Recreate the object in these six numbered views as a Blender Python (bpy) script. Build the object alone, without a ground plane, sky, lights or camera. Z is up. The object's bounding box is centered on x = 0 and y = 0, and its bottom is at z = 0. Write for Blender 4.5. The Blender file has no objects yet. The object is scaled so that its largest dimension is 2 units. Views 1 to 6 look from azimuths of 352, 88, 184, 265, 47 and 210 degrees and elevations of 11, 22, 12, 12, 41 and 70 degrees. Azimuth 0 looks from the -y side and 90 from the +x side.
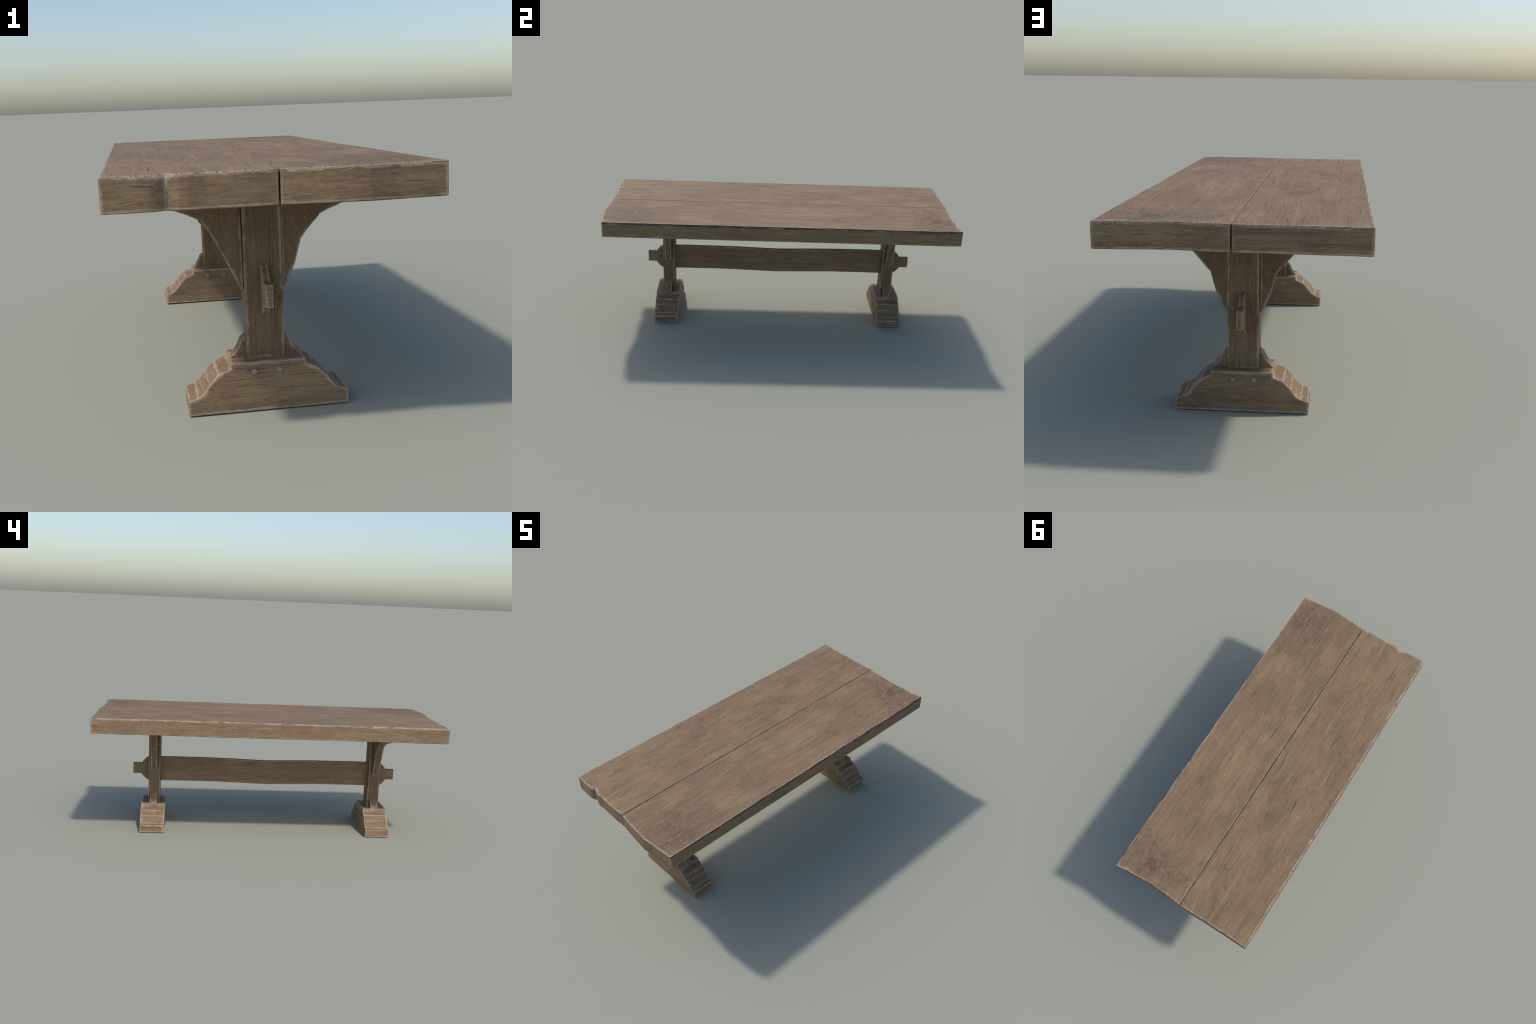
"""Rustic trestle table: two thick worn planks on two trestles joined by a through stretcher."""
import bpy, bmesh, math
from mathutils import Vector, noise

# ------------------------------------------------------------------ helpers
def fbm(x, y=0.0, z=0.0, octaves=3, seed=0.0):
    v, a, f = 0.0, 1.0, 1.0
    for _ in range(octaves):
        v += a * noise.noise(Vector((x * f + seed, y * f - seed * 1.7, z * f + seed * 0.6)))
        a *= 0.5
        f *= 2.03
    return v

def smooth(a, b, v):
    t = min(1.0, max(0.0, (v - a) / (b - a)))
    return t * t * (3 - 2 * t)

def curve(points, x):
    """Piecewise-linear profile through (x, value) control points sorted by x."""
    if x <= points[0][0]:
        return points[0][1]
    for (x0, v0), (x1, v1) in zip(points, points[1:]):
        if x <= x1:
            t = (x - x0) / (x1 - x0)
            return v0 + (v1 - v0) * t
    return points[-1][1]

def new_object(name, mesh, parent=None, location=(0, 0, 0), turn=0.0):
    ob = bpy.data.objects.new(name, mesh)
    bpy.context.scene.collection.objects.link(ob)
    ob.location = location
    ob.rotation_euler = (0, 0, turn)
    if parent is not None:
        ob.parent = parent
    return ob

def shade(mesh, angle=38):
    for p in mesh.polygons:
        p.use_smooth = True
    mesh.set_sharp_from_angle(angle=math.radians(angle))

# ------------------------------------------------------------------ materials
class Nodes:
    def __init__(self, name):
        self.mat = bpy.data.materials.new(name)
        self.mat.use_nodes = True
        self.t = self.mat.node_tree
        self.t.nodes.clear()

    def n(self, kind, **props):
        nd = self.t.nodes.new(kind)
        for k, v in props.items():
            setattr(nd, k, v)
        return nd

    def put(self, sock, v):
        if isinstance(v, bpy.types.NodeSocket):
            self.t.links.new(v, sock)
        elif v is not None:
            sock.default_value = v

    def math(self, op, a, b=None, c=None, clamp=False):
        nd = self.n("ShaderNodeMath", operation=op, use_clamp=clamp)
        for i, v in enumerate((a, b, c)):
            self.put(nd.inputs[i], v)
        return nd.outputs[0]

    def vec(self, op, a, b=None, scale=None):
        nd = self.n("ShaderNodeVectorMath", operation=op)
        self.put(nd.inputs[0], a)
        self.put(nd.inputs[1], b)
        if scale is not None:
            self.put(nd.inputs["Scale"], scale)
        return nd.outputs["Value" if op in ("DOT_PRODUCT", "LENGTH", "DISTANCE") else "Vector"]

    def noise(self, v, scale, detail=4.0, rough=0.55, distortion=0.0):
        nd = self.n("ShaderNodeTexNoise")
        self.put(nd.inputs["Vector"], v)
        nd.inputs["Scale"].default_value = scale
        nd.inputs["Detail"].default_value = detail
        nd.inputs["Roughness"].default_value = rough
        nd.inputs["Distortion"].default_value = distortion
        return nd.outputs[0]

    def step(self, v, lo, hi, a=0.0, b=1.0):
        nd = self.n("ShaderNodeMapRange", interpolation_type="SMOOTHSTEP")
        self.put(nd.inputs["Value"], v)
        self.put(nd.inputs["From Min"], lo)
        self.put(nd.inputs["From Max"], hi)
        nd.inputs["To Min"].default_value = a
        nd.inputs["To Max"].default_value = b
        return nd.outputs[0]

    def mix(self, f, a, b, blend="MIX"):
        nd = self.n("ShaderNodeMix", data_type="RGBA", blend_type=blend)
        self.put(nd.inputs[0], f)
        self.put(nd.inputs[6], a if isinstance(a, bpy.types.NodeSocket) else (*a, 1))
        self.put(nd.inputs[7], b if isinstance(b, bpy.types.NodeSocket) else (*b, 1))
        return nd.outputs[2]

    def mixvec(self, f, a, b):
        nd = self.n("ShaderNodeMix", data_type="VECTOR")
        self.put(nd.inputs[0], f)
        self.put(nd.inputs[4], a)
        self.put(nd.inputs[5], b)
        return nd.outputs[1]

# linear colours of the weathered wood
MID = (0.228, 0.150, 0.090)
DARK = (0.146, 0.098, 0.060)
GOLD = (0.264, 0.180, 0.100)
PALE = (0.440, 0.352, 0.258)
CRACK = (0.050, 0.036, 0.027)

def wood(name, along, shift=0.0, spots=(), wear_radius=0.018, wear=1.0, crack=1.0,
         blotch=1.0, tilt=0.0, hold=0.46, gain=1.0, pale=PALE, bands=(), seam=False):
    """Weathered wood whose fibres run along one object axis ('X', 'Y' or 'Z')."""
    k = Nodes(name)
    out = k.n("ShaderNodeOutputMaterial")
    bsdf = k.n("ShaderNodeBsdfPrincipled")
    k.t.links.new(bsdf.outputs[0], out.inputs[0])
    pos = k.n("ShaderNodeTexCoord").outputs["Object"]
    raw = pos
    geo = k.n("ShaderNodeNewGeometry")
    rnd = k.n("ShaderNodeObjectInfo").outputs["Random"]
    pos = k.vec("ADD", pos, k.vec("SCALE", (3.1, 5.7, 4.3), scale=k.math("ADD", rnd, shift)))
    if tilt:
        rot = k.n("ShaderNodeVectorRotate", rotation_type="Y_AXIS")
        k.put(rot.inputs["Vector"], pos)
        rot.inputs["Angle"].default_value = tilt
        pos = rot.outputs[0]
    # faces across the fibre direction carry their own crosswise grain
    crosswise = 0.0
    if along in "XY":
        s = k.n("ShaderNodeSeparateXYZ")
        k.put(s.inputs[0], pos)
        c = k.n("ShaderNodeCombineXYZ")
        for i, j in ((0, 1), (1, 0), (2, 2)):
            k.put(c.inputs[i], s.outputs[j])
        nrm = k.n("ShaderNodeSeparateXYZ")
        k.put(nrm.inputs[0], geo.outputs["True Normal"])
        facing = k.math("ABSOLUTE", nrm.outputs["XY".index(along)])
        crosswise = k.math("GREATER_THAN", facing, 0.5)
        pos = k.mixvec(crosswise, pos, c.outputs[0])
    # gentle wander of the fibres
    wander = k.n("ShaderNodeTexNoise")
    k.put(wander.inputs["Vector"], pos)
    wander.inputs["Scale"].default_value = 7.0
    wander.inputs["Detail"].default_value = 2.0
    w = k.vec("SCALE", k.vec("SUBTRACT", wander.outputs["Color"], (0.5, 0.5, 0.5)), scale=0.008)
    pos = k.vec("ADD", pos, w)

    def stretched(a, b):
        v = [b, b, b]
        v["XYZ".index(along)] = a
        return k.vec("MULTIPLY", pos, tuple(v))

    fine = k.noise(stretched(9.0, 230.0), 1.0, 6.0, 0.7)
    broad = k.noise(stretched(2.0, 44.0), 1.0, 4.0, 0.6)
    patch = k.noise(stretched(5.0, 12.0), 1.0, 7.0, 0.66)
    patch2 = k.noise(k.vec("ADD", stretched(3.0, 7.0), (9.1, 3.3, 1.7)), 1.0, 4.0, 0.6)
    speck = k.noise(stretched(60.0, 170.0), 1.0, 4.0, 0.7)
    speckarea = k.noise(k.vec("ADD", stretched(6.0, 14.0), (2.2, 8.8, 5.1)), 1.0, 3.0, 0.6)

    col = k.mix(k.step(patch2, 0.40, 0.66), MID, GOLD)
    col = k.mix(k.math("MULTIPLY", k.step(patch, 0.44, 0.70), 0.62 * blotch), col, DARK)
    col = k.mix(k.math("MULTIPLY", k.step(broad, 0.47, 0.68), k.math("MULTIPLY_ADD", crosswise, 0.34, 0.26)), col, DARK)
    col = k.mix(k.math("MULTIPLY", k.step(broad, 0.48, 0.26), 0.13), col, PALE)
    tone = k.math("ADD", k.step(fine, 0.22, 0.78, 0.76, 1.25), k.math("MULTIPLY", k.math("SUBTRACT", speck, 0.5), 0.80))
    col = k.mix(1.0, col, k.n("ShaderNodeCombineColor").outputs[0], "MULTIPLY")
    comb = col.node.inputs[7].links[0].from_node
    for i in range(3):
        k.put(comb.inputs[i], tone)
    # swirling dark knots at given places (object coordinates)
    for (cx, cy, rx, ry, strength) in spots:
        d = k.vec("SUBTRACT", raw, (cx, cy, 0.6895))
        d = k.vec("MULTIPLY", d, (1.0 / rx, 1.0 / ry, 45.0))
        r = k.vec("LENGTH", d)
        r = k.math("ADD", r, k.math("MULTIPLY", k.math("SUBTRACT", k.noise(raw, 13.0, 5.0, 0.7), 0.5), 2.6))
        scuff = k.noise(k.vec("MULTIPLY", raw, (34.0, 24.0, 34.0)), 1.0, 6.0, 0.7, 1.6)
        m = k.step(r, 1.25, 0.05)
        m = k.math("MULTIPLY", m, k.step(scuff, 0.38, 0.62, 0.15, 1.0))
        col = k.mix(k.math("MULTIPLY", m, abs(strength)), col, (0.112, 0.077, 0.051) if strength > 0 else PALE)
    # pale rubbed specks
    sp = k.math("MULTIPLY", k.step(speck, 0.60, 0.72), k.step(speckarea, 0.48, 0.66))
    col = k.mix(k.math("MULTIPLY", sp, 0.50), col, PALE)
    # worn pale edges with a ragged border
    bev = k.n("ShaderNodeBevel", samples=16)
    bev.inputs["Radius"].default_value = wear_radius
    edge = k.math("SUBTRACT", 1.0, k.vec("DOT_PRODUCT", bev.outputs[0], geo.outputs["True Normal"]))
    edge = k.math("SQRT", k.math("MULTIPLY", k.math("MAXIMUM", edge, 0.0), 3.45))      # 1 on the arris, 0 one radius away
    rag = k.math("ADD", k.math("MULTIPLY", k.noise(stretched(34.0, 120.0), 1.0, 4.0, 0.65), 0.45),
                 k.math("MULTIPLY", k.noise(raw, 19.0, 5.0, 0.65), 0.55))
    lo = k.math("MULTIPLY_ADD", k.math("SUBTRACT", rag, 0.5), 3.4, hold)
    if seam:      # plank ends are rubbed harder than the long edges
        ey = k.n("ShaderNodeSeparateXYZ")
        k.put(ey.inputs[0], raw)
        lo = k.math("SUBTRACT", lo, k.step(k.math("ABSOLUTE", ey.outputs[1]), 0.955, 0.970, 0.0, 0.26))
    worn = k.step(edge, k.math("MAXIMUM", lo, 0.12), k.math("ADD", k.math("MAXIMUM", lo, 0.12), 0.16))
    worn = k.math("MULTIPLY", worn, k.step(broad, 0.30, 0.65, 0.88 * wear, 0.60 * wear))
    if seam:      # the meeting edges of the planks are rubbed only in places
        sx = k.n("ShaderNodeSeparateXYZ")
        k.put(sx.inputs[0], raw)
        worn = k.math("MULTIPLY", worn, k.step(k.math("ABSOLUTE", sx.outputs[0]), 0.010, 0.030, 0.30, 1.0))
    # rubbed ledges across sloping faces, at given distances from the middle
    if bands:
        rx = k.n("ShaderNodeSeparateXYZ")
        k.put(rx.inputs[0], raw)
        slope = k.math("MULTIPLY", k.math("GREATER_THAN", facing, 0.25), k.math("LESS_THAN", facing, 0.97))
        for place, half_width in bands:
            off = k.math("ABSOLUTE", k.math("SUBTRACT", k.math("ABSOLUTE", rx.outputs[0]), place))
            off = k.math("DIVIDE", off, half_width)
            off = k.math("ADD", off, k.math("MULTIPLY", k.math("SUBTRACT", rag, 0.5), 5.0))
            worn = k.math("MAXIMUM", worn, k.math("MULTIPLY", k.math("MULTIPLY", k.step(off, 1.1, 0.7), slope), 0.46))
    col = k.mix(worn, col, pale)
    # cracks: long thin lines that run with the fibres, open only here and there
    sp3 = k.n("ShaderNodeSeparateXYZ")
    k.put(sp3.inputs[0], pos)
    others = [c for c in "XYZ" if c != along]
    across = k.math("ADD", sp3.outputs[others[0]], sp3.outputs[others[1]])
    def lines(per_metre, half_width, seed, keep, length):
        bendy = k.math("MULTIPLY", k.noise(k.vec("ADD", stretched(1.6, 9.0), seed), 1.0, 2.0, 0.5), 0.10 * per_metre)
        wobble = k.math("MULTIPLY", k.noise(k.vec("ADD", stretched(22.0, 30.0), seed), 1.0, 2.0, 0.5), 0.0042 * per_metre)
        ph = k.math("ADD", k.math("MULTIPLY", across, per_metre), k.math("ADD", bendy, wobble))
        d = k.math("ABSOLUTE", k.math("SUBTRACT", k.math("FRACT", ph), 0.5))
        gate = k.noise(k.vec("ADD", stretched(length, per_metre * 0.9), seed), 1.0, 1.0, 0.5)
        hw = k.math("MULTIPLY", k.step(gate, keep, keep + 0.16), half_width * per_metre)
        m = k.step(d, k.math("ADD", hw, 0.0001), k.math("MULTIPLY", hw, 0.35))
        return k.math("MULTIPLY", m, k.step(gate, keep, keep + 0.05))
    cr = k.math("MAXIMUM", lines(30.0, 0.0013, (1.3, 6.1, 2.7), 0.53, 4.0),
                lines(80.0, 0.0008, (5.3, 0.1, 8.7), 0.55, 7.0))
    col = k.mix(k.math("MULTIPLY", cr, 0.78 * crack, clamp=True), col, CRACK)
    if gain != 1.0:
        col = k.mix(1.0, col, (gain, gain, gain), "MULTIPLY")
    k.put(bsdf.inputs["Base Color"], col)
    bsdf.inputs["Roughness"].default_value = 0.72
    bsdf.inputs["Specular IOR Level"].default_value = 0.22
    h = k.math("ADD", k.math("MULTIPLY", fine, 0.35), k.math("MULTIPLY", broad, 0.6))
    h = k.math("SUBTRACT", h, k.math("MULTIPLY", cr, 0.9 * crack))
    bump = k.n("ShaderNodeBump")
    bump.inputs["Strength"].default_value = 0.55
    bump.inputs["Distance"].default_value = 0.0022
    k.put(bump.inputs["Height"], h)
    k.put(bsdf.inputs["Normal"], bump.outputs[0])
    return k.mat

def splintered(name, light, dark, share):
    """Broken edge of a plank: short fibres in a lighter and a darker colour, mixed by noise."""
    k = Nodes(name)
    out = k.n("ShaderNodeOutputMaterial")
    bsdf = k.n("ShaderNodeBsdfPrincipled")
    k.t.links.new(bsdf.outputs[0], out.inputs[0])
    pos = k.n("ShaderNodeTexCoord").outputs["Object"]
    a = k.noise(k.vec("MULTIPLY", pos, (130.0, 22.0, 90.0)), 1.0, 4.0, 0.65)
    b = k.noise(k.vec("MULTIPLY", pos, (180.0, 60.0, 180.0)), 1.0, 3.0, 0.6)
    col = k.mix(k.step(a, share - 0.06, share + 0.06), dark, light)
    col = k.mix(k.step(b, 0.35, 0.70, 0.0, 0.55), col, (0.16, 0.115, 0.08))
    k.put(bsdf.inputs["Base Color"], col)
    bsdf.inputs["Roughness"].default_value = 0.8
    bsdf.inputs["Specular IOR Level"].default_value = 0.2
    bump = k.n("ShaderNodeBump")
    bump.inputs["Strength"].default_value = 0.6
    bump.inputs["Distance"].default_value = 0.002
    k.put(bump.inputs["Height"], b)
    k.put(bsdf.inputs["Normal"], bump.outputs[0])
    return k.mat

def peg_metal():
    k = Nodes("weathered_bolt_metal")
    out = k.n("ShaderNodeOutputMaterial")
    bsdf = k.n("ShaderNodeBsdfPrincipled")
    k.t.links.new(bsdf.outputs[0], out.inputs[0])
    pos = k.n("ShaderNodeTexCoord").outputs["Object"]
    f = k.noise(pos, 240.0, 4.0, 0.6)
    col = k.mix(k.step(f, 0.35, 0.68), (0.20, 0.155, 0.115), (0.38, 0.32, 0.26))
    k.put(bsdf.inputs["Base Color"], col)
    bsdf.inputs["Roughness"].default_value = 0.5
    bsdf.inputs["Metallic"].default_value = 0.0
    return k.mat

SPOTS_RIGHT = ((0.30, -0.84, 0.16, 0.18, 0.82), (0.25, 0.875, 0.22, 0.15, 0.82), (0.352, 0.982, 0.022, 0.010, -1.0), (0.34, -0.62, 0.05, 0.06, 0.5),
               (0.30, 0.345, 0.03, 0.05, 0.6), (0.37, 0.80, 0.045, 0.07, 0.5))
SPOTS_LEFT = ((-0.262, -0.962, 0.022, 0.014, -1.0), (-0.300, -0.968, 0.018, 0.010, 0.9), (-0.383, -0.293, 0.022, 0.04, 0.8), (-0.292, -0.20, 0.014, 0.02, 0.8), (-0.143, 0.317, 0.04, 0.05, 0.45),
              (-0.156, 0.78, 0.02, 0.03, 0.6), (-0.11, -0.48, 0.05, 0.06, 0.4))
M_RIGHT = wood("plank_wood_right", "Y", 0.37, SPOTS_RIGHT, seam=True, blotch=0.74)
M_LEFT = wood("plank_wood_left", "Y", 1.91, SPOTS_LEFT, seam=True, blotch=0.74)
M_POST = wood("post_wood", "Z", 2.2, blotch=0.7, crack=0.6, gain=0.80, hold=0.42, pale=(0.50, 0.405, 0.300))
M_BRACE = wood("brace_wood", "Z", 3.4, blotch=0.7, crack=0.5, tilt=0.45, gain=0.80, hold=0.42, pale=(0.50, 0.405, 0.300))
M_BRACE_UPRIGHT = wood("upright_brace_wood", "Z", 3.9, blotch=0.7, crack=0.7, gain=0.80, hold=0.42, pale=(0.50, 0.405, 0.300))
M_FOOT = wood("foot_wood", "X", 4.1, crack=1.0, blotch=0.8, wear_radius=0.019, hold=0.36, bands=((0.1995, 0.0045), (0.1660, 0.0014), (0.1395, 0.0030)))
M_GUSSET = wood("gusset_wood", "Z", 5.3, blotch=0.8, crack=0.6, wear_radius=0.014)
M_RAIL = wood("stretcher_wood", "Y", 6.2, blotch=0.7, crack=0.5, wear_radius=0.014)
M_TENON = wood("tenon_wood", "Y", 7.7, blotch=0.6, crack=0.4, wear_radius=0.012)
M_SHADE_DARKENED = splintered("shade_darkened_edge", (0.17, 0.14, 0.11), (0.055, 0.058, 0.061), 0.56)  # rims turned from the sun: their shading is painted into the base colour
M_PALE_RIM = splintered("pale_rim_edge", (0.40, 0.315, 0.235), (0.13, 0.100, 0.074), 0.45)  # paler strip along the rim, broken by darker flecks
M_BOLT = peg_metal()

# ------------------------------------------------------------------ table top
TOP, UNDER, HALF = 0.6895, 0.6035, 0.4158
END_FRONT = [(-.4158, -.979), (-.33, -.9825), (-.300, -.9815), (-.281, -.9760), (-.267, -.9665), (-.251, -.9730), (-.236, -.9800),
             (-.2125, -.982), (-.175, -.9795), (-.113, -.981), (-.055, -.982), (0, -.978), (.067, -.9865), (.13, -.993),
             (.175, -.9965), (.215, -1.0), (.24, -.9975), (.282, -.992), (.336, -.988), (.4158, -.980)]
END_BACK = [(-.4158, 1.0), (-.2418, .997), (-.154, .9965), (-.056, .998), (.003, .9955), (.052, .9915), (.127, .9865),
            (.19, .9822), (.2285, .984), (.309, .990), (.3631, .9955), (.4158, 1.0)]

def bite(y, seed, low, high, freq, bias=0.05):
    """Chipped width along an edge: mostly low, swelling into shallow bites."""
    v = fbm(y * freq, octaves=3, seed=seed)
    return low + (high - low) * smooth(bias - 0.25, bias + 0.45, v)

def axis(length, edge, interior):
    """Lattice positions: three lines across each edge band, even spacing between."""
    count = max(2, round((length - 2 * edge) / interior))
    inner = [edge + (length - 2 * edge) * i / count for i in range(count + 1)]
    return [0.0, edge * 0.5] + inner + [length - edge * 0.5, length]

def plank(name, x0, x1, outer, materials, seed):
    """A slab between x0 and x1; outer is +1 when the outer edge lies at x1, else -1."""
    E = 0.006
    ax, ay, az = axis(x1 - x0, E, 0.0042), axis(2.0, E, 0.0056), axis(TOP - UNDER, E, 0.008)
    nx, ny, nz = len(ax), len(ay), len(az)
    index, verts = {}, []

    def widths(x, y):
        """(horizontal, vertical) size of the broken edge on every side of the slab top."""
        wo = bite(y, seed, 0.0014, 0.0050, 9.0, 0.05) + 0.0005 * fbm(y * 60, octaves=2, seed=seed + 3)
        ho = bite(y, seed + 9, 0.0055, 0.0145, 7.0, -0.15) + 0.0012 * fbm(y * 45, octaves=2, seed=seed + 5)
        we = bite(x, seed + 20, 0.0014, 0.0052, 26.0, 0.0) + 0.0020 * abs(fbm(x * 130, octaves=2, seed=seed + 4))
        he = bite(x, seed + 30, 0.0014, 0.0036, 22.0, 0.0)
        if y < 0:
            hole = math.exp(-((x + 0.283) / 0.022) ** 2)
            we += 0.005 * hole
            he += 0.007 * hole
        else:
            hole = math.exp(-((x - 0.345) / 0.016) ** 2) + 0.6 * math.exp(-((x + 0.27) / 0.012) ** 2)
            we += 0.006 * hole
            he += 0.004 * hole
        if outer < 0:
            wo, ho = 0.0010 + 1.15 * wo, 0.0012 + 0.42 * ho
        ws = bite(y, seed + 40, 0.0006, 0.0020, 11.0, 0.1)
        return wo, ho, we, he, ws

    def remap(d, w, reach=0.05):
        if d <= E or d >= reach:
            return d
        return w + (d - E) * (reach - w) / (reach - E)

    def chamfer(p, q, wp, wq):
        """p and q: lattice distances to two adjoining faces (one of them is zero)."""
        if p == 0 and q <= E:
            t = q / E
            return wp * 0.5 * (1 - t) * (0.82 if t < 1 else 1), wq * 0.5 * (1 + t)
        if q == 0 and p <= E:
            t = p / E
            return wp * 0.5 * (1 + t), wq * 0.5 * (1 - t) * (0.82 if t < 1 else 1)
        if p == 0:
            return p, remap(q, wq)
        if q == 0:
            return remap(p, wp), q
        return p, q

    def place(i, j, l):
        u, v, w = ax[i], ay[j], az[l]
        L, D, H = x1 - x0, 2.0, TOP - UNDER
        xs = x0 + u
        wo, ho, we, he, ws = widths(xs, v - 1.0)
        left, right, near, far, low, high = u, L - u, v, D - v, w, H - w
        wl, wr = (ws, wo) if outer > 0 else (wo, ws)
        hl, hr = (ws, ho) if outer > 0 else (ho, ws)
        cu, cv, cw = 0.0, 0.0, 0.0     # inward moves
        def apply(p, q, wp, wq):
            a, b = chamfer(p, q, wp, wq)
            return a - p, b - q
        # long top edges
        if min(left, right, high) == 0 or True:
            if left < 0.05 and (left == 0 or high == 0):
                a, b = apply(left, high, wl, hl); cu += a; cw -= b
            elif right < 0.05 and (right == 0 or high == 0):
                a, b = apply(right, high, wr, hr); cu -= a; cw -= b
            # end top edges
            if near < 0.05 and (near == 0 or high == 0):
                a, b = apply(near, high, we, he); cv += a; cw -= b if cw == 0 else 0
            elif far < 0.05 and (far == 0 or high == 0):
                a, b = apply(far, high, we, he); cv -= a; cw -= b if cw == 0 else 0
            # bottom edges, softly rounded
            r = 0.0028 + 0.0012 * fbm(v * 6 + u * 9, octaves=2, seed=seed + 60)
            if low < 0.03:
                if left == 0 or (low == 0 and left < 0.03):
                    a, b = apply(left, low, r, r); cu += a; cw += b
                elif right == 0 or (low == 0 and right < 0.03):
                    a, b = apply(right, low, r, r); cu -= a; cw += b
                if near == 0 or (low == 0 and near < 0.03):
                    a, b = apply(near, low, r, r); cv += a; cw += b if cw == 0 else 0
                elif far == 0 or (low == 0 and far < 0.03):
                    a, b = apply(far, low, r, r); cv -= a; cw += b if cw == 0 else 0
            # upright corners
            r = 0.0026
            for p, q, su, sv in ((left, near, 1, 1), (left, far, 1, -1), (right, near, -1, 1), (right, far, -1, -1)):
                if p < 0.03 and q < 0.03 and (p == 0 or q == 0) and high > 0 and low > 0:
                    a, b = apply(p, q, r, r); cu += su * a; cv += sv * b
        x = xs + cu
        t = v / D
        y = curve(END_FRONT, x) * (1 - t) + curve(END_BACK, x) * t + cv
        z = UNDER + w + cw
        # hewn unevenness
        if high == 0:
            z += 0.0007 * fbm(x * 9, y * 2.2, octaves=2, seed=seed + 70) - 0.0004
        if low == 0:
            z += 0.0008 * (fbm(x * 8, y * 3, octaves=2, seed=seed + 80))
        if left == 0 or right == 0:
            x += (1 if left == 0 else -1) * 0.0007 * (fbm(y * 5, z * 14, octaves=3, seed=seed + 90))
        if near == 0 or far == 0:
            y += (1 if near == 0 else -1) * 0.0007 * (fbm(x * 7, z * 30, octaves=3, seed=seed + 95))
        return (x, y, z)

    def vid(i, j, l):
        key = (i, j, l)
        if key not in index:
            index[key] = len(verts)
            verts.append(place(i, j, l))
        return index[key]

    faces, slots = [], []
    def add(a, b, c, d, slot=0):
        faces.append((vid(*a), vid(*b), vid(*c), vid(*d)))
        slots.append(slot)
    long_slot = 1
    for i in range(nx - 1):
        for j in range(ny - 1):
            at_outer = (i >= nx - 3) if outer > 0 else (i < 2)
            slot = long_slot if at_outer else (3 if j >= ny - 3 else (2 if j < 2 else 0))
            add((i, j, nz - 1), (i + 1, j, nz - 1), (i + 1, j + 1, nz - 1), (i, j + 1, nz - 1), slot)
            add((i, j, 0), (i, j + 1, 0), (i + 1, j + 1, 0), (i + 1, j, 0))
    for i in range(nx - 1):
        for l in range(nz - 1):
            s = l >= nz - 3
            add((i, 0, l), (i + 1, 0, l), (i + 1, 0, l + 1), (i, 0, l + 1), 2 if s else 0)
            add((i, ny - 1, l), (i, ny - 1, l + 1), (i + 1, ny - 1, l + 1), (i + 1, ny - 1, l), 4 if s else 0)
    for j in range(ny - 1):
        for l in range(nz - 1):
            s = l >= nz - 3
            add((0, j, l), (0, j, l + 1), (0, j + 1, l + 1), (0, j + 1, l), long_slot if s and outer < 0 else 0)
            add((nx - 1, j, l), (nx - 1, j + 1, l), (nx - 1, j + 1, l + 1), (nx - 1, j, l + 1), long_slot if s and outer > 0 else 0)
    me = bpy.data.meshes.new(name)
    me.from_pydata(verts, [], faces)
    for m in materials:
        me.materials.append(m)
    me.polygons.foreach_set("material_index", slots)
    me.update()
    shade(me, 32)
    return me

# ------------------------------------------------------------------ hewn prisms
def hewn(name, outline, depth, material, bevel=0.0028, cell=0.011, rough=0.0009, seed=0.0, plane="XZ", bend=None):
    """Prism over an outline in the XZ (or YZ) plane, centred in depth; edges eased, faces uneven."""
    bm = bmesh.new()
    h = depth / 2
    if plane == "XZ":
        a = [bm.verts.new((x, -h, z)) for x, z in outline]
        b = [bm.verts.new((x, h, z)) for x, z in outline]
    else:
        a = [bm.verts.new((-h, y, z)) for y, z in outline]
        b = [bm.verts.new((h, y, z)) for y, z in outline]
    n = len(outline)
    bm.faces.new(a)
    bm.faces.new(b)
    for i in range(n):
        bm.faces.new((a[i], a[(i + 1) % n], b[(i + 1) % n], b[i]))
    if bend:
        for v in bm.verts:
            v.co = Vector(bend(*v.co))
    bmesh.ops.recalc_face_normals(bm, faces=bm.faces)
    sharp = [e for e in bm.edges if len(e.link_faces) == 2 and e.calc_face_angle(0) > math.radians(12)]
    if bevel:
        bmesh.ops.bevel(bm, geom=sharp, offset=bevel, segments=2, profile=0.6, affect="EDGES", clamp_overlap=True)
    lo = [min(v.co[k] for v in bm.verts) for k in range(3)]
    hi = [max(v.co[k] for v in bm.verts) for k in range(3)]
    for k in range(3):
        steps = int((hi[k] - lo[k]) / cell)
        for s in range(1, steps):
            co, no = [0, 0, 0], [0, 0, 0]
            co[k] = lo[k] + (hi[k] - lo[k]) * s / steps
            no[k] = 1
            bmesh.ops.bisect_plane(bm, geom=bm.verts[:] + bm.edges[:] + bm.faces[:], plane_co=co, plane_no=no, dist=1e-5)
    bm.normal_update()
    moved = []
    for v in bm.verts:
        p = v.co
        edge = 1.0 - max(abs(c) for c in v.normal)
        d = rough * (fbm(p.x * 9, p.y * 9, p.z * 9, 3, seed) - 0.05) - 0.003 * smooth(0.02, 0.25, edge) * smooth(0.05, 0.55, fbm(p.x * 26, p.y * 26, p.z * 26, 2, seed + 11))
        moved.append(p + v.normal * d)
    for v, p in zip(bm.verts, moved):
        v.co = p
    me = bpy.data.meshes.new(name)
    bm.to_mesh(me)
    bm.free()
    me.materials.append(material)
    shade(me, 30)
    return me

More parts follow.
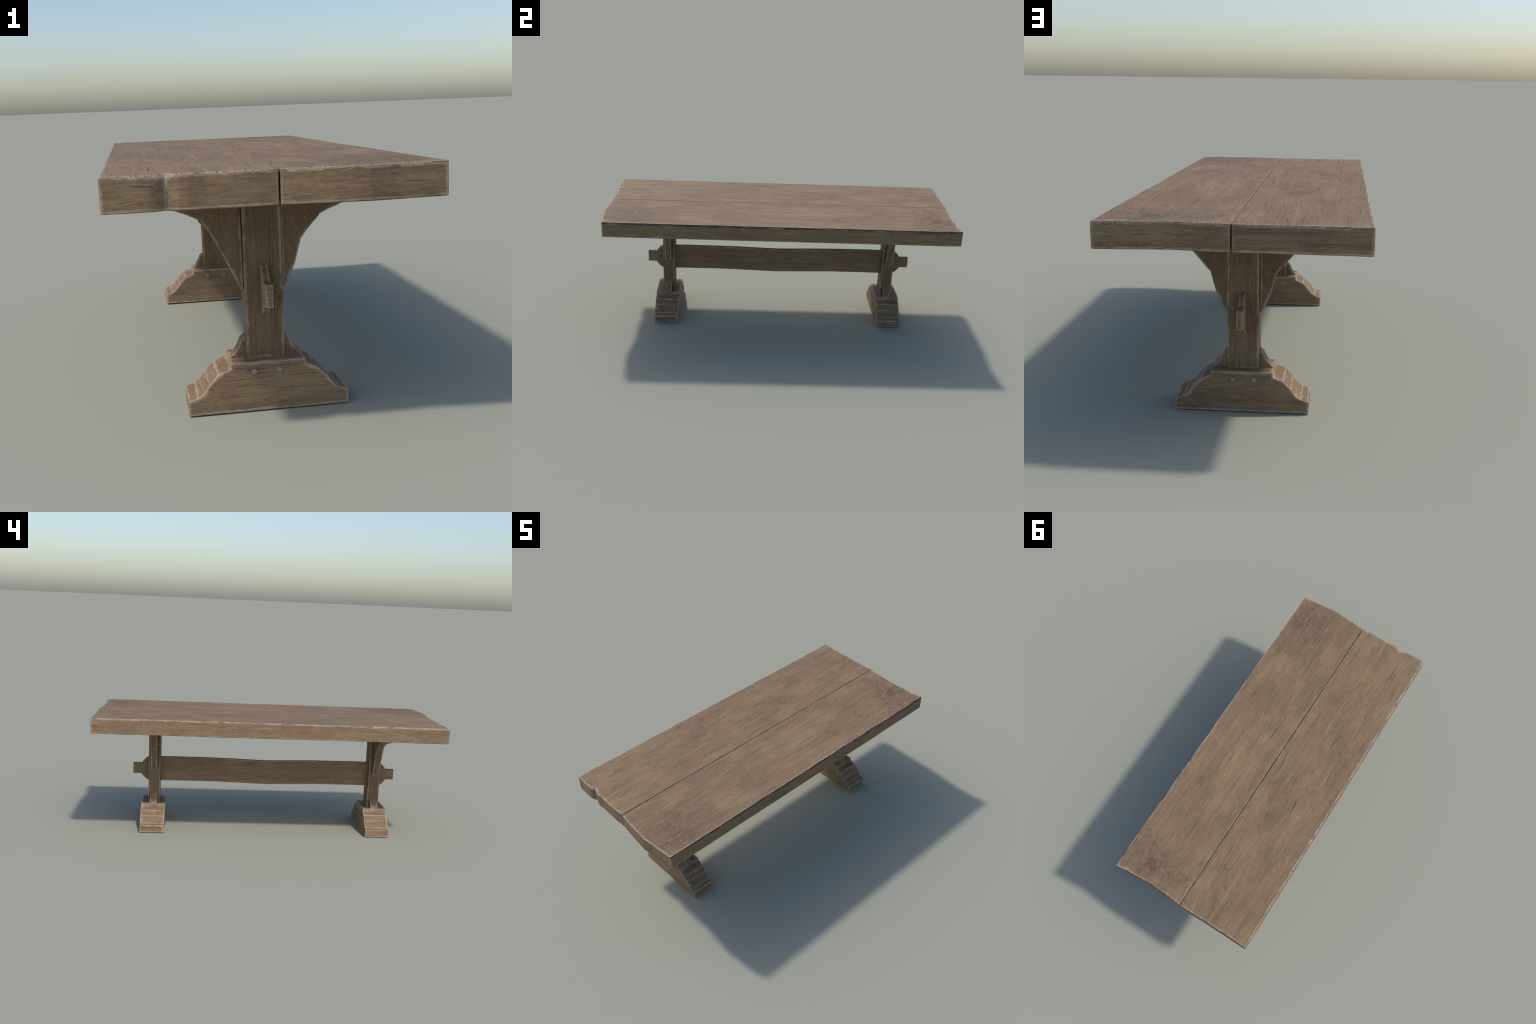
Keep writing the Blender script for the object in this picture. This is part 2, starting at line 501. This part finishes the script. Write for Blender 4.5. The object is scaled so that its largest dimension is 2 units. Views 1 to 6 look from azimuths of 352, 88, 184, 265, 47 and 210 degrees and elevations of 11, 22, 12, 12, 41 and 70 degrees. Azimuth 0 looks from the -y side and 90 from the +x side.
# ------------------------------------------------------------------ assembly
table = bpy.data.objects.new("trestle_table", None)
bpy.context.scene.collection.objects.link(table)
table["label"] = "rustic weathered wooden trestle table with two thick planks"
table["category"] = "table"

new_object("tabletop_plank", plank("tabletop_plank", 0.0029, HALF, 1, [M_RIGHT, M_SHADE_DARKENED, M_PALE_RIM, M_PALE_RIM, M_SHADE_DARKENED], 4.0), table)
new_object("tabletop_plank", plank("tabletop_plank", -HALF, -0.0012, -1, [M_LEFT, M_PALE_RIM, M_PALE_RIM, M_PALE_RIM, M_SHADE_DARKENED], 17.0), table)

FRONT, BACK = -0.6545, 0.6730      # trestle mid planes
FOOT_TOP = 0.1415

half = [(0.2258, 0.0), (0.2262, 0.0415), (0.2000, 0.0485), (0.1810, 0.0640), (0.1655, 0.0845), (0.1395, 0.1115), (0.1045, 0.1255), (0.1045, FOOT_TOP)]
foot_mesh = hewn("foot", half + [(-x, z) for x, z in reversed(half)], 0.1400, M_FOOT, bevel=0.0020, seed=2.0)

post_outline = [(-0.0533, 0.1400), (0.0533, 0.1400), (0.0533, 0.6060), (-0.0533, 0.6060)]
post_mesh = hewn("post", post_outline, 0.069, M_POST, bevel=0.0024, rough=0.0010, seed=5.0)

brace_half = [(0.0550, 0.6060), (0.0550, 0.3350), (0.0615, 0.3350), (0.0925, 0.4000), (0.1110, 0.4695), (0.1680, 0.5365),
              (0.2330, 0.5640), (0.3380, 0.5890), (0.3450, 0.6060)]
brace_mesh = hewn("brace", brace_half, 0.038, M_BRACE, bevel=0.0020, seed=8.0)
def crooked(x, y, z):
    # the hidden edge of one brace was hewn fuller than the other
    if y > 0 and abs(z - 0.4695) < 0.01:
        return (x + 0.018, y, z + 0.008)
    return (x, y, z)
crooked_mesh = hewn("brace", [(x, z) for x, z in brace_half], 0.038, M_BRACE_UPRIGHT, bevel=0.0020, seed=9.0,
                    bend=lambda x, y, z: crooked(x, -y, z))

gusset_outline = [(0.0515, 0.2005), (0.0595, 0.1995), (0.0675, 0.1925), (0.0745, 0.1750), (0.0840, 0.1600), (0.0925, 0.1500), (0.1010, 0.1440), (0.1010, 0.1400), (0.0515, 0.1400)]
gusset_mesh = hewn("gusset", gusset_outline, 0.040, M_GUSSET, bevel=0.0018, cell=0.006, rough=0.0006, seed=12.0)

def bolt_mesh():
    """Domed bolt head turned about the Y axis, facing -Y."""
    profile = [(0.0, -0.0060), (0.0038, -0.0056), (0.0065, -0.0046), (0.0081, -0.0027), (0.0086, 0.0), (0.0086, 0.0060)]
    sides, verts, faces = 20, [(0.0, profile[0][1], 0.0)], []
    for r, y in profile[1:]:
        for s in range(sides):
            a = 2 * math.pi * s / sides
            verts.append((r * math.cos(a), y, r * math.sin(a)))
    for s in range(sides):
        faces.append((0, 1 + s, 1 + (s + 1) % sides))
    for k in range(len(profile) - 2):
        for s in range(sides):
            a, b = 1 + k * sides + s, 1 + k * sides + (s + 1) % sides
            faces.append((a, a + sides, b + sides, b))
    faces.append(tuple(1 + (len(profile) - 2) * sides + s for s in range(sides)))
    me = bpy.data.meshes.new("bolt")
    me.from_pydata(verts, [], faces)
    bm = bmesh.new()
    bm.from_mesh(me)
    bmesh.ops.recalc_face_normals(bm, faces=bm.faces)
    bm.to_mesh(me)
    bm.free()
    me.materials.append(M_BOLT)
    shade(me, 50)
    return me
bolt = bolt_mesh()

for y, turn, post_y in ((FRONT, 0.0, -0.6520), (BACK, math.pi, 0.6700)):
    foot = new_object("foot", foot_mesh, table, (0, y, 0), turn)
    for side in (-1, 1):
        for x in (-0.0395, 0.0310):
            lx = x if turn == 0 else -x
            new_object("bolt", bolt, foot, (lx, side * 0.0698, 0.1135), 0.0 if side < 0 else math.pi)
    new_object("post", post_mesh, table, (0, post_y, 0), turn)
    for side in (1, -1):
        special = side < 0 and y < 0
        new_object("brace", crooked_mesh if special else brace_mesh, table, (0, post_y - 0.0030 if y < 0 else post_y + 0.0020, 0), 0.0 if side > 0 else math.pi)
        new_object("gusset", gusset_mesh, table, (0, y + 0.0003, 0), 0.0 if side > 0 else math.pi)

# stretcher: a thin board on edge that sags in the middle and passes through both posts
SAG = [(-0.64, 0.0), (-0.40, 0.0005), (-0.30, 0.0), (-0.17, -0.0035), (0.012, -0.0085), (0.19, -0.0035), (0.33, 0.0005), (0.43, 0.0008), (0.66, 0.0)]
upper = [(y, 0.4080 + s) for y, s in SAG]
lower = [(y, 0.2634 + s) for y, s in SAG]
stretcher = new_object("stretcher", hewn("stretcher", lower + upper[::-1], 0.0200, M_RAIL, bevel=0.0022, cell=0.014, seed=15.0, plane="YZ"), table, (0.0008, 0, 0))

def tenon_outline(post_face, tip, sign):
    """Half-round shoulder against the post, then a square tongue."""
    ym, r, zc = post_face, 0.0, 0.3360
    pts = [(ym - sign * 0.020, 0.4066), (ym, 0.4066)]
    for dy, dz in ((0.012, 0.0640), (0.023, 0.0555), (0.033, 0.0440), (0.0405, 0.0322)):
        pts.append((ym + sign * dy, zc + dz))
    pts += [(tip, zc + 0.0318), (tip, zc - 0.0315)]
    for dy, dz in ((0.0430, -0.0318), (0.035, -0.0435), (0.024, -0.0560), (0.011, -0.0660)):
        pts.append((ym + sign * dy, zc + dz))
    pts += [(ym, 0.2650), (ym - sign * 0.020, 0.2650)]
    return pts
new_object("tenon", hewn("tenon", tenon_outline(-0.6895, -0.7800, -1), 0.0205, M_TENON, bevel=0.0016, cell=0.007, rough=0.0006, seed=21.0, plane="YZ"), stretcher, (0, 0, 0))
new_object("tenon", hewn("tenon", tenon_outline(0.7060, 0.7985, 1), 0.0205, M_TENON, bevel=0.0016, cell=0.007, rough=0.0006, seed=23.0, plane="YZ"), stretcher, (0, 0, 0))

# a loose tongue closes the joint between the planks a little below the surface
tongue_outline = [(-0.95, 0.6120), (0.97, 0.6120), (0.97, 0.6770), (-0.95, 0.6770)]
new_object("joint_tongue", hewn("joint_tongue", tongue_outline, 0.0140, M_RAIL, bevel=0.0, cell=0.05, rough=0.0, plane="YZ"), table, (0.0008, 0, 0))
